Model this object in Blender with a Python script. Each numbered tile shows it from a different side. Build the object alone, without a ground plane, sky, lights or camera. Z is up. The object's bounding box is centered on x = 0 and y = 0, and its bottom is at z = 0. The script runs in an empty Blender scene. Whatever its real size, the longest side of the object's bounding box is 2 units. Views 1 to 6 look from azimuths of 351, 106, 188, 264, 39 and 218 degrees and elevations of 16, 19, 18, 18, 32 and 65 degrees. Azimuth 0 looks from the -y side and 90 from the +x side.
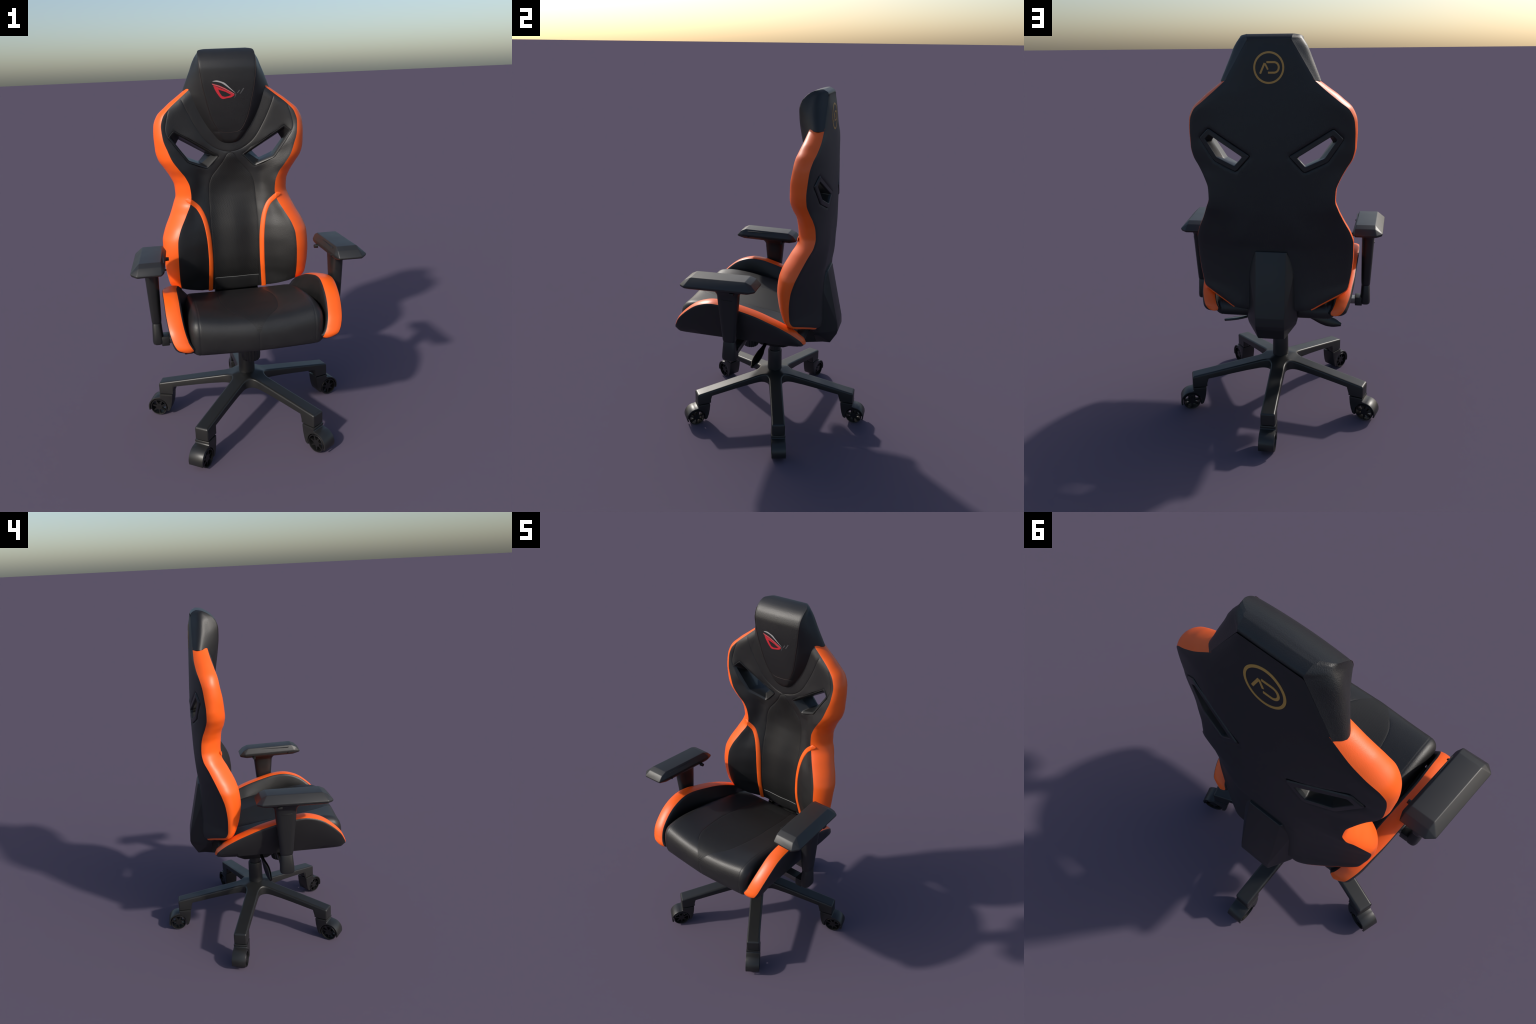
# Racing-style office chair: five-star base on casters, gas lift, padded seat with
# side bolsters, winged backrest with two vents, headrest cushion, two armrests.
import bpy, bmesh, math
import numpy as np
from mathutils import Vector, Matrix
from mathutils.geometry import delaunay_2d_cdt

RNG = np.random.default_rng(7)

# ------------------------------------------------------------------ helpers
def pchip(xs, ys):
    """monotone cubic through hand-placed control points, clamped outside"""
    o = np.argsort(xs)
    x = np.array(xs, float)[o]; y = np.array(ys, float)[o]
    h = np.diff(x); d = np.diff(y) / h
    m = np.zeros_like(x)
    for i in range(1, len(x) - 1):
        if d[i-1] * d[i] > 0:
            w1 = 2*h[i] + h[i-1]; w2 = h[i] + 2*h[i-1]
            m[i] = (w1 + w2) / (w1/d[i-1] + w2/d[i])
    m[0] = d[0]; m[-1] = d[-1]
    def f(q):
        q = np.clip(np.asarray(q, float), x[0], x[-1])
        i = np.clip(np.searchsorted(x, q, side='right') - 1, 0, len(h) - 1)
        t = (q - x[i]) / h[i]
        return ((2*t**3-3*t**2+1)*y[i] + (t**3-2*t**2+t)*h[i]*m[i]
                + (-2*t**3+3*t**2)*y[i+1] + (t**3-t**2)*h[i]*m[i+1])
    return f

def table(rows):
    """rows of (key, a, b, ...) -> list of pchip functions of key"""
    c = list(zip(*rows))
    return [pchip(c[0], col) for col in c[1:]]

def catmull(pts, n=10, closed=False):
    P = [np.array(p, float) for p in pts]
    out = []
    N = len(P)
    for i in range(N if closed else N - 1):
        if closed:
            a, b, c, d = P[i-1], P[i], P[(i+1) % N], P[(i+2) % N]
        else:
            b, c = P[i], P[i+1]
            a = P[i-1] if i > 0 else 2*b - c
            d = P[i+2] if i + 2 < N else 2*c - b
        for k in range(n):
            t = k / n
            out.append(0.5*((2*b) + (c-a)*t + (2*a-5*b+4*c-d)*t*t + (-a+3*b-3*c+d)*t**3))
    if not closed:
        out.append(P[-1])
    return np.array(out)

def resample(P, step):
    P = np.array(P, float)
    seg = np.linalg.norm(np.diff(P, axis=0), axis=1)
    s = np.concatenate([[0], np.cumsum(seg)])
    n = max(2, int(round(s[-1] / step)) + 1)
    q = np.linspace(0, s[-1], n)
    return np.stack([np.interp(q, s, P[:, k]) for k in range(P.shape[1])], 1)

def inside(poly, p):
    poly = np.asarray(poly); x, y = p[:, 0], p[:, 1]
    r = np.zeros(len(p), bool)
    j = len(poly) - 1
    for i in range(len(poly)):
        xi, yi = poly[i]; xj, yj = poly[j]
        if yi != yj:
            c = ((yi > y) != (yj > y)) & (x < (xj-xi)*(y-yi)/(yj-yi) + xi)
            r ^= c
        j = i
    return r

def dist_poly(p, line):
    """distance of points p to polyline"""
    line = np.asarray(line, float)
    best = np.full(len(p), 1e9)
    for a, b in zip(line[:-1], line[1:]):
        ab = b - a; L = (ab @ ab) + 1e-18
        t = np.clip(((p - a) @ ab) / L, 0, 1)
        best = np.minimum(best, np.linalg.norm(p - (a + t[:, None]*ab), axis=1))
    return best

def offset_poly(P, d):
    """inset (d>0) of a CCW closed polygon by mitred vertex normals"""
    P = np.array(P, float); n = len(P); out = []
    for i in range(n):
        e0 = P[i] - P[i-1]; e1 = P[(i+1) % n] - P[i]
        e0 /= np.linalg.norm(e0) + 1e-12; e1 /= np.linalg.norm(e1) + 1e-12
        n0 = np.array([-e0[1], e0[0]]); n1 = np.array([-e1[1], e1[0]])
        m = n0 + n1; m /= np.linalg.norm(m) + 1e-12
        out.append(P[i] + m * d / max(0.35, m @ n0))
    return np.array(out)

def round_poly(P, r, n=4):
    """round the corners of a closed polygon"""
    P = np.array(P, float); N = len(P); out = []
    for i in range(N):
        a, b, c = P[i-1], P[i], P[(i+1) % N]
        u = (a-b)/np.linalg.norm(a-b); v = (c-b)/np.linalg.norm(c-b)
        k = min(r, 0.45*np.linalg.norm(a-b), 0.45*np.linalg.norm(c-b))
        p, q = b + u*k, b + v*k
        for t in np.linspace(0, 1, n+1):
            out.append((1-t)**2*p + 2*t*(1-t)*b + t*t*q)
    return np.array(out)

def cdt(outline, holes, seams, step, near=(0.0025, 0.006)):
    """constrained triangulation of a planar domain; returns points and triangles"""
    pts = []; edges = []
    def add(line, closed):
        line = resample(np.vstack([line, line[:1]]) if closed else line, step*0.7)
        if closed: line = line[:-1]
        b = len(pts); n = len(line)
        pts.extend(line.tolist())
        edges.extend((b+i, b+(i+1) % n) for i in range(n if closed else n-1))
        return np.vstack([line, line[:1]]) if closed else line
    lines = []
    def add_exact(line, closed):
        line = np.array(line, float); b = len(pts); n = len(line)
        pts.extend(line.tolist())
        edges.extend((b+i, b+(i+1) % n) for i in range(n if closed else n-1))
        return np.vstack([line, line[:1]]) if closed else line
    out = add_exact(outline, True); lines.append(out)
    for h in holes: lines.append(add_exact(h, True))
    for s in seams: lines.append(add(s, False))
    allb = lines
    lo = out.min(0); hi = out.max(0)
    gx = np.arange(lo[0], hi[0]+step, step); gy = np.arange(lo[1], hi[1]+step*0.87, step*0.87)
    G = np.array([[x + (0.5*step if k % 2 else 0), y] for k, y in enumerate(gy) for x in gx])
    keep = inside(outline, G)
    for h in holes: keep &= ~inside(h, G)
    G = G[keep]
    d = np.full(len(G), 1e9)
    for l in allb: d = np.minimum(d, dist_poly(G, l))
    G = G[d > step*0.75]
    extra = []
    for l in allb:
        l2 = resample(l, step*0.7)
        t = np.gradient(l2, axis=0); t /= np.linalg.norm(t, axis=1)[:, None] + 1e-12
        nn = np.stack([-t[:, 1], t[:, 0]], 1)
        for o in near:
            for sgn in (1, -1):
                extra.append(l2 + sgn*o*nn)
    E_ = np.vstack(extra)
    k = inside(outline, E_)
    for h in holes: k &= ~inside(h, E_)
    E_ = E_[k]
    d = np.full(len(E_), 1e9)
    for l in allb: d = np.minimum(d, dist_poly(E_, l))
    E_ = E_[d > near[0]*0.9]
    # thin out clashing extras on a fine raster
    key = {}
    for p in E_: key.setdefault((round(p[0]/0.0022), round(p[1]/0.0022)), p)
    allp = pts + [list(p) for p in key.values()] + G.tolist()
    vo, eo, fo, *_ = delaunay_2d_cdt([Vector(p) for p in allp], edges, [], 0, 1e-6)
    V = np.array([[v.x, v.y] for v in vo]); F = np.array([f for f in fo if len(f) == 3])
    c = V[F].mean(1)
    keep = inside(outline, c)
    for h in holes: keep &= ~inside(h, c)
    return V, F[keep], allb

# ------------------------------------------------------------------ object creation
ROOT = bpy.data.objects.new("gaming_chair", None)
ROOT.empty_display_size = 0.2
bpy.context.scene.collection.objects.link(ROOT)
ROOT["label"] = "black and orange winged racing-style office chair on casters"
ROOT["category"] = "office chair"

def make(name, verts, faces, mat, parent=None, smooth=True, angle=None, recalc=True):
    me = bpy.data.meshes.new(name)
    me.from_pydata([tuple(map(float, v)) for v in verts], [], [tuple(map(int, f)) for f in faces])
    me.validate()
    bm = bmesh.new(); bm.from_mesh(me)
    bmesh.ops.remove_doubles(bm, verts=bm.verts, dist=1e-5)
    bmesh.ops.dissolve_degenerate(bm, dist=1e-6, edges=bm.edges)
    loose = [v for v in bm.verts if not v.link_faces]
    bmesh.ops.delete(bm, geom=loose, context='VERTS')
    if recalc: bmesh.ops.recalc_face_normals(bm, faces=bm.faces)
    bm.to_mesh(me); bm.free()
    return finish(name, me, mat, parent, smooth, angle)

def finish(name, me, mat, parent=None, smooth=True, angle=None):
    me.materials.clear(); me.materials.append(mat)
    for p in me.polygons: p.use_smooth = smooth
    if smooth and angle is not None:
        me.set_sharp_from_angle(angle=math.radians(angle))
    ob = bpy.data.objects.new(name, me)
    bpy.context.scene.collection.objects.link(ob)
    ob.parent = parent or ROOT
    return ob

def from_bm(name, bm, mat, parent=None, smooth=True, angle=35):
    me = bpy.data.meshes.new(name)
    bmesh.ops.recalc_face_normals(bm, faces=bm.faces)
    bm.to_mesh(me); bm.free()
    return finish(name, me, mat, parent, smooth, angle)

def mirrored_copy(ob, parent=None, children=True):
    """the same part on the other side (x -> -x), with its own mirrored mesh"""
    me = ob.data.copy()
    bm = bmesh.new(); bm.from_mesh(me)
    for v in bm.verts: v.co.x = -v.co.x
    bmesh.ops.reverse_faces(bm, faces=bm.faces)
    bm.to_mesh(me); bm.free()
    if ob.data.polygons and ob.data.polygons[0].use_smooth:
        me.set_sharp_from_angle(angle=math.radians(ob.get("_ang", 40)))
    o2 = bpy.data.objects.new(ob.name, me)
    bpy.context.scene.collection.objects.link(o2)
    o2.parent = parent or ob.parent
    if children:
        for c in list(ob.children):
            mirrored_copy(c, o2)
    return o2

def grid_faces(nr, nc, closed=False):
    f = []
    for i in range(nr-1):
        for j in range(nc if closed else nc-1):
            k = (j+1) % nc
            f.append((i*nc+j, i*nc+k, (i+1)*nc+k, (i+1)*nc+j))
    return f

def loft(name, rings, mat, parent=None, cap=(True, True), angle=40, smooth=True):
    """rings: list of closed loops with equal point count"""
    n = len(rings[0]); V = [p for r in rings for p in r]
    F = grid_faces(len(rings), n, True)
    if cap[0]: F.append(tuple(range(n))[::-1])
    if cap[1]: F.append(tuple(range((len(rings)-1)*n, len(rings)*n)))
    ob = make(name, V, F, mat, parent, smooth, angle)
    ob["_ang"] = angle
    return ob

def superellipse(cx, cy, rx, ry, z, e=3.2, n=40):
    out = []
    for k in range(n):
        a = 2*math.pi*k/n
        c, s = math.cos(a), math.sin(a)
        out.append((cx + rx*math.copysign(abs(c)**(2/e), c), cy + ry*math.copysign(abs(s)**(2/e), s), z))
    return out

def box(name, lo, hi, mat, parent=None, bevel=0.004, seg=2):
    bm = bmesh.new()
    bmesh.ops.create_cube(bm, size=1)
    for v in bm.verts:
        for k in range(3):
            v.co[k] = (lo[k]+hi[k])/2 + v.co[k]*(hi[k]-lo[k])
    if bevel:
        bmesh.ops.bevel(bm, geom=bm.edges[:], offset=bevel, segments=seg, affect='EDGES', profile=0.5)
    return from_bm(name, bm, mat, parent, True, 40)

def revolve(name, prof, cx, cy, mat, parent=None, n=48, angle=35):
    rings = [[(cx + r*math.cos(2*math.pi*k/n), cy + r*math.sin(2*math.pi*k/n), z) for k in range(n)] for r, z in prof]
    return loft(name, rings, mat, parent, (True, True), angle)

def hull(name, pts, mat, parent=None, bevel=0.004, seg=3, angle=30):
    bm = bmesh.new()
    for p in pts: bm.verts.new(p)
    bmesh.ops.convex_hull(bm, input=bm.verts)
    loose = [v for v in bm.verts if not v.link_faces]
    bmesh.ops.delete(bm, geom=loose, context='VERTS')
    bmesh.ops.dissolve_limit(bm, angle_limit=math.radians(6), verts=bm.verts, edges=bm.edges)
    if bevel:
        bmesh.ops.bevel(bm, geom=bm.edges[:], offset=bevel, segments=seg, affect='EDGES', profile=0.6, clamp_overlap=True)
    ob = from_bm(name, bm, mat, parent, True, angle)
    ob["_ang"] = angle
    return ob

# ------------------------------------------------------------------ materials
def principled(name, rgb, rough, spec=0.5):
    m = bpy.data.materials.new(name); m.use_nodes = True
    nt = m.node_tree; b = nt.nodes["Principled BSDF"]
    b.inputs["Base Color"].default_value = (*rgb, 1)
    b.inputs["Roughness"].default_value = rough
    b.inputs["Specular IOR Level"].default_value = spec
    return m, nt, b

def link(nt, a, b): nt.links.new(a, b)

def leather(name, rgb, rough, grain=300, bump=0.12, spec=0.5, vary=0.10):
    """pebbled synthetic leather: soft colour variation, cell grain bump"""
    m, nt, b = principled(name, rgb, rough, spec)
    tc = nt.nodes.new("ShaderNodeTexCoord")
    vo = nt.nodes.new("ShaderNodeTexVoronoi"); vo.inputs["Scale"].default_value = grain
    no = nt.nodes.new("ShaderNodeTexNoise"); no.inputs["Scale"].default_value = 9; no.inputs["Detail"].default_value = 5
    link(nt, tc.outputs["Object"], vo.inputs["Vector"]); link(nt, tc.outputs["Object"], no.inputs["Vector"])
    bp = nt.nodes.new("ShaderNodeBump"); bp.inputs["Strength"].default_value = bump; bp.inputs["Distance"].default_value = 0.002
    link(nt, vo.outputs["Distance"], bp.inputs["Height"]); link(nt, bp.outputs["Normal"], b.inputs["Normal"])
    cr = nt.nodes.new("ShaderNodeValToRGB")
    cr.color_ramp.elements[0].position = 0.3; cr.color_ramp.elements[1].position = 0.75
    cr.color_ramp.elements[0].color = (*[c*(1-vary) for c in rgb], 1)
    cr.color_ramp.elements[1].color = (*[min(1, c*(1+vary)) for c in rgb], 1)
    link(nt, no.outputs["Fac"], cr.inputs["Fac"]); link(nt, cr.outputs["Color"], b.inputs["Base Color"])
    mr = nt.nodes.new("ShaderNodeMapRange")
    mr.inputs["To Min"].default_value = rough-0.05; mr.inputs["To Max"].default_value = rough+0.05
    link(nt, no.outputs["Fac"], mr.inputs["Value"]); link(nt, mr.outputs["Result"], b.inputs["Roughness"])
    return m

def woven(name, rgb, rough, bands=(('X', 78), ('DIAGONAL', 55))):
    """air-mesh fabric: two crossed fine waves"""
    m, nt, b = principled(name, rgb, rough, 0.4)
    tc = nt.nodes.new("ShaderNodeTexCoord")
    w = []
    for d, sc in bands:
        wv = nt.nodes.new("ShaderNodeTexWave"); wv.bands_direction = d
        wv.inputs["Scale"].default_value = sc
        wv.inputs["Distortion"].default_value = 0.4
        link(nt, tc.outputs["Object"], wv.inputs["Vector"]); w.append(wv)
    mx = nt.nodes.new("ShaderNodeMath"); mx.operation = 'MULTIPLY'
    link(nt, w[0].outputs["Fac"], mx.inputs[0]); link(nt, w[1].outputs["Fac"], mx.inputs[1])
    bp = nt.nodes.new("ShaderNodeBump"); bp.inputs["Strength"].default_value = 0.35; bp.inputs["Distance"].default_value = 0.002
    link(nt, mx.outputs[0], bp.inputs["Height"]); link(nt, bp.outputs["Normal"], b.inputs["Normal"])
    cr = nt.nodes.new("ShaderNodeValToRGB")
    cr.color_ramp.elements[0].color = (*[c*0.75 for c in rgb], 1)
    cr.color_ramp.elements[1].color = (*[c*1.5 for c in rgb], 1)
    link(nt, mx.outputs[0], cr.inputs["Fac"]); link(nt, cr.outputs["Color"], b.inputs["Base Color"])
    return m

def plastic(name, rgb, rough, spec=0.5, bump=0.04):
    m, nt, b = principled(name, rgb, rough, spec)
    tc = nt.nodes.new("ShaderNodeTexCoord")
    no = nt.nodes.new("ShaderNodeTexNoise"); no.inputs["Scale"].default_value = 500; no.inputs["Detail"].default_value = 2
    link(nt, tc.outputs["Object"], no.inputs["Vector"])
    bp = nt.nodes.new("ShaderNodeBump"); bp.inputs["Strength"].default_value = bump; bp.inputs["Distance"].default_value = 0.001
    link(nt, no.outputs["Fac"], bp.inputs["Height"]); link(nt, bp.outputs["Normal"], b.inputs["Normal"])
    n2 = nt.nodes.new("ShaderNodeTexNoise"); n2.inputs["Scale"].default_value = 14; n2.inputs["Detail"].default_value = 4
    link(nt, tc.outputs["Object"], n2.inputs["Vector"])
    mr = nt.nodes.new("ShaderNodeMapRange")
    mr.inputs["To Min"].default_value = rough-0.05; mr.inputs["To Max"].default_value = rough+0.05
    link(nt, n2.outputs["Fac"], mr.inputs["Value"]); link(nt, mr.outputs["Result"], b.inputs["Roughness"])
    return m

BLACK = leather("black_leather", (0.0135, 0.0133, 0.0135), 0.46, bump=0.17)
ORANGE = leather("orange_leather", (0.93, 0.122, 0.009), 0.42, bump=0.06, vary=0.05)
PIPING = leather("orange_piping", (0.93, 0.122, 0.009), 0.45, bump=0.04, vary=0.04)
BACKCLOTH = leather("back_leather", (0.0125, 0.0123, 0.0128), 0.52, bump=0.10)
MESH = woven("mesh_fabric", (0.0105, 0.0103, 0.0103), 0.55)
SEATMESH = woven("seat_mesh_fabric", (0.0105, 0.0103, 0.0103), 0.55, (("X", 85), ("Y", 85)))
SHELL = plastic("black_shell_plastic", (0.0125, 0.0128, 0.0132), 0.42)
BASE = plastic("base_plastic", (0.0145, 0.0145, 0.0142), 0.40)
PAD = plastic("armrest_rubber", (0.019, 0.019, 0.0192), 0.46, bump=0.08)
DARK = plastic("dark_mechanism", (0.006, 0.006, 0.006), 0.5)
GLOSS = plastic("lever_plastic", (0.004, 0.004, 0.0045), 0.22)
METAL, _nt, _b = principled("bare_steel", (0.22, 0.215, 0.20), 0.32)
_b.inputs["Metallic"].default_value = 0.9
THREAD = plastic("grey_thread", (0.13, 0.13, 0.125), 0.6)
GOLD = plastic("gold_print", (0.52, 0.275, 0.06), 0.5)
RED = plastic("red_print", (0.55, 0.022, 0.035), 0.45)
SILVER = plastic("silver_print", (0.36, 0.35, 0.35), 0.45)
GREY = plastic("grey_print", (0.09, 0.09, 0.092), 0.45)
TYRE = plastic("wheel_plastic", (0.008, 0.008, 0.008), 0.38)

# ================================================================== BACKREST
# outline: z, back-seam x/y, front-seam x/y (right half)
OUT = table([
 (1.80, .208,.267, .205,.187), (1.76, .255,.267, .255,.178), (1.71, .317,.260, .315,.163),
 (1.67, .366,.248, .348,.151), (1.62, .388,.236, .361,.143), (1.56, .393,.229, .356,.132),
 (1.50, .393,.224, .337,.126), (1.45, .383,.225, .318,.123), (1.40, .354,.235, .286,.130),
 (1.35, .327,.251, .252,.145), (1.30, .309,.261, .233,.150), (1.25, .307,.264, .229,.154),
 (1.21, .320,.258, .236,.152), (1.15, .345,.230, .266,.122), (1.07, .383,.194, .307,.084),
 (1.02, .397,.174, .321,.071), (.95, .398,.155, .325,.065), (.87, .393,.148, .326,.075),
 (.80, .382,.150, .325,.095), (.75, .375,.164, .322,.116), (.66, .375,.175, .322,.150)])
XB, YB, XF, YF = OUT
# front surface columns: centre y, then (x,y) at three stations before the seam
FC = table([
 (1.82, .19, .06,.19, .11,.1895, .155,.189), (1.70, .188, .12,.186, .20,.174, .27,.163),
 (1.60, .188, .12,.186, .20,.174, .29,.160), (1.50, .193, .11,.192, .20,.169, .28,.144),
 (1.45, .192, .09,.197, .18,.182, .25,.155), (1.40, .203, .11,.202, .19,.182, .24,.152),
 (1.35, .213, .11,.206, .17,.196, .215,.164), (1.30, .219, .12,.206, .17,.196, .205,.170),
 (1.25, .215, .13,.203, .17,.190, .205,.170), (1.20, .203, .13,.196, .17,.180, .205,.168),
 (1.13, .184, .12,.184, .165,.164, .215,.148), (1.05, .167, .12,.169, .16,.150, .225,.119),
 (.97, .160, .12,.162, .155,.145, .235,.103), (.90, .158, .12,.160, .155,.147, .235,.104),
 (.83, .164, .12,.166, .155,.156, .235,.115), (.77, .179, .12,.180, .16,.172, .235,.135),
 (.70, .195, .12,.198, .16,.192, .235,.152), (.66, .208, .12,.211, .16,.205, .235,.170)])

def front_y(x, z):
    x = np.abs(np.asarray(x, float)); z = np.asarray(z, float)
    c0, x1, y1, x2, y2, x3, y3 = [f(z) for f in FC]
    X = np.stack([np.zeros_like(z), x1, x2, x3, XF(z)]); Y = np.stack([c0, y1, y2, y3, YF(z)])
    h = np.diff(X, axis=0); d = np.diff(Y, axis=0)/h
    m = np.zeros_like(X)
    m[1:-1] = (d[:-1]*h[1:] + d[1:]*h[:-1])/(h[1:]+h[:-1])
    m[-1] = d[-1]; m[0] = 0
    bl_ = np.clip((z-1.0)/.22, 0, 1); bl_ = bl_*bl_*(3-2*bl_); m[-1] = d[-1]*(.6+.4*bl_)
    out = Y[0].copy()
    for i in range(4):
        t = np.clip((x - X[i])/h[i], 0, 1)
        v = ((2*t**3-3*t**2+1)*Y[i] + (t**3-2*t**2+t)*h[i]*m[i] + (-2*t**3+3*t**2)*Y[i+1] + (t**3-t**2)*h[i]*m[i+1])
        out = np.where(x >= X[i], v, out)
    return out

YBC, = table([(1.985,.262),(1.977,.2625),(1.90,.277),(1.82,.282),(1.66,.2915),(1.50,.300),(1.40,.303),(1.22,.301),(1.06,.290),(1.0,.281),(.90,.279),(.69,.285),(.60,.287)])
BEXP, = table([(2.0,2.6),(1.7,2.4),(1.5,2.7),(1.33,2.4),(1.2,1.8),(1.08,1.3),(.85,1.25),(.77,1.25),(.70,1.1),(.6,1.2)])
BU0, = table([(2.0,0),(1.36,0),(1.2,.18),(1.08,.33),(.90,.33),(.77,.36),(.70,.42),(.6,.42)])
XBT, YBT = table([(1.985,.095,.263),(1.80,.208,.267)])
def back_edge(z):
    z = np.asarray(z, float)
    return np.where(z > 1.80, XBT(z), XB(z)), np.where(z > 1.80, YBT(z), YB(z))
def back_y(x, z):
    xb, yb = back_edge(z); c = YBC(z)
    u = np.clip(np.abs(x)/xb, 0, 1.1)
    u0 = BU0(z); v = (u-u0)/(1-u0)
    v = .5*(v + np.sqrt(v*v + .004*u0)) if np.ndim(v) else .5*(v + math.sqrt(v*v + .004*float(u0)))
    return c - (c - yb)*np.maximum(v, 0)**BEXP(z)

# bottom edge of the front upholstery, z as a function of x
ZBOT, = table([(0,.690),(.08,.691),(.155,.697),(.25,.722),(.30,.738),(.323,.752)])

# ---- outline curves (right half, 3D), from the neck down and round to the centre
zs = np.concatenate([np.linspace(1.80, 0.80, 150), np.linspace(0.795, 0.756, 7)])
front_curve = np.stack([XF(zs), YF(zs), zs], 1)
xs = np.linspace(.318, 0.0, 50)
fb = np.stack([xs, front_y(xs, ZBOT(xs)), ZBOT(xs)], 1)
front_curve = np.vstack([front_curve, fb])
bz = np.concatenate([np.linspace(1.80, 0.80, 150)])
bc = np.stack([XB(bz), YB(bz), bz], 1)
corner = catmull([(.380,.79),(.3745,.772),(.360,.757),(.30,.733),(.24,.7085),(.196,.690),(.15,.686),(.08,.684),(0,.684)], 8)
cy = back_y(corner[:, 0], corner[:, 1])
bc2 = np.stack([corner[:, 0], cy, corner[:, 1]], 1)
back_curve = np.vstack([bc, bc2])

# ---- front upholstery panels
APEX = 1.466
MX, = table([(APEX, 0.0),(1.4645,.010),(1.457,.019),(1.42,.042),(1.375,.079),(1.345,.104),(1.315,.119),(1.28,.126),(1.2,.129),(1.1,.131),(.9,.128),(.765,.129),(.68,.131)])
PXZ = catmull([(.228,1.217),(.212,1.200),(.190,1.174),(.163,1.108),(.148,1.01),(.1445,.90),(.146,.83),(.1495,.77),(.154,.700)], 8)
PX = pchip(PXZ[:, 1], PXZ[:, 0])
BX = pchip([1.470,1.474,1.482,1.493,1.512,1.536,1.60,1.66,1.75,1.80], [0.0,.025,.055,.078,.106,.131,.173,.205,.243,.262])
HX = pchip([1.516,1.5175,1.523,1.535,1.552,1.60,1.696,1.80], [0.0,.028,.048,.065,.079,.115,.167,.2055])

VF = [(.295,1.602),(.331,1.567),(.235,1.430),(.129,1.384),(.061,1.452)]   # vent corners, front
VB = [(.294,1.590),(.344,1.541),(.271,1.435),(.162,1.387),(.090,1.465)]   # vent corners, back
vent_f = round_poly(VF, .010, 4); vent_b = round_poly(VB, .010, 4)

fo = front_curve[:, [0, 2]]
f_out = np.vstack([[[0, 1.80]], [[.10, 1.80]], resample(fo, .006), np.stack([np.zeros(120), np.linspace(.690, 1.80, 122)[1:-1]], 1)])
mesh_seam = np.array([(MX(z), z) for z in np.concatenate([np.linspace(APEX, 1.44, 8), np.linspace(1.43, .767, 70)])])
bz_ = np.concatenate([1.470 + .03*np.linspace(0, 1, 14)**2, np.linspace(1.505, 1.748, 36)])
band_seam = np.array([(BX(z), z) for z in bz_])
low_seam = np.array([(0, .767), (.129, .767)])
mesh_tail = np.array([(MX(z), z) for z in np.linspace(.767, .698, 8)])
pip_seam = PXZ[1:-1]
sh_seam = catmull([(.318,1.699),(.334,1.64),(.340,1.60),(.331,1.567)], 6)[:-1]
V2, T2, fl = cdt(f_out, [vent_f], [mesh_seam, band_seam, low_seam, pip_seam, sh_seam, mesh_tail], .009)
D = np.full(len(V2), 1e9)
for l in fl[1:]: D = np.minimum(D, dist_poly(V2, l))
De = dist_poly(V2, np.vstack([fo]))
puff = .0016*(1 - np.exp(-(D/.008)**1.3)) * (1 - np.exp(-(De/.006)**1.5)) - .0011*np.exp(-(D/.0020)**2)*(De > .004)
yy = front_y(V2[:, 0], V2[:, 1]) - puff
V3 = np.stack([V2[:, 0], yy, V2[:, 1]], 1)
cen = V2[T2].mean(1)
cx, cz = cen[:, 0], cen[:, 1]
reg = np.full(len(T2), 'side_panel', dtype=object)
reg[(cz > 1.470) & (cx < BX(cz))] = 'collar_band'
reg[(cz < APEX) & (cx < MX(cz)) & (cz > .767)] = 'mesh_panel'
reg[(cz <= .767) & (cx < MX(cz))] = 'lower_band'
reg[(cz < 1.217) & (cx > PX(cz))] = 'lumbar_pad'
shx = pchip(sh_seam[:, 1], sh_seam[:, 0])
reg[(cz > 1.567) & (cz < 1.70) & (cx > shx(cz))] = 'shoulder_panel'

def region_objects(V3, T2, reg, mats, central):
    for r in sorted(set(reg)):
        F = T2[reg == r]
        if r in central:
            VV = np.vstack([V3, V3*[-1, 1, 1]])
            FF = np.vstack([F, F[:, ::-1] + len(V3)])
            make(r, VV, FF, mats[r], angle=60)
        else:
            make(r, V3, F, mats[r], angle=60)
            make(r, V3*[-1, 1, 1], F[:, ::-1], mats[r], angle=60)
region_objects(V3, T2, reg, dict(side_panel=BLACK, collar_band=BLACK, mesh_panel=MESH, lower_band=BLACK,
               lumbar_pad=BLACK, shoulder_panel=BLACK), {'collar_band', 'mesh_panel', 'lower_band'})

# ---- back panel
b_out = np.vstack([[[0, 1.977]], [[.04,1.977]], [[.099, 1.977]], resample(np.array([[.099,1.977],[.208,1.80]]), .01)[1:-1],
                   resample(back_curve[:, [0, 2]], .007)])
n_edge = len(b_out)
b_out = np.vstack([b_out, np.stack([np.zeros(100), np.linspace(.684, 1.977, 102)[1:-1]], 1)])
VBk, TBk, bl = cdt(b_out, [vent_b], [], .014)
De = dist_poly(VBk, b_out[3:n_edge]); Dv = dist_poly(VBk, np.vstack([vent_b, vent_b[:1]]))
yb_ = back_y(VBk[:, 0], VBk[:, 1]) + .004*(1-np.exp(-(De/.007)**1.4)) - .004*np.exp(-(Dv/.005)**2)
VV = np.stack([VBk[:, 0], yb_, VBk[:, 1]], 1)
make("back_panel", np.vstack([VV, VV*[-1, 1, 1]]), np.vstack([TBk, TBk[:, ::-1]+len(VV)]), BACKCLOTH, angle=60)

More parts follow.
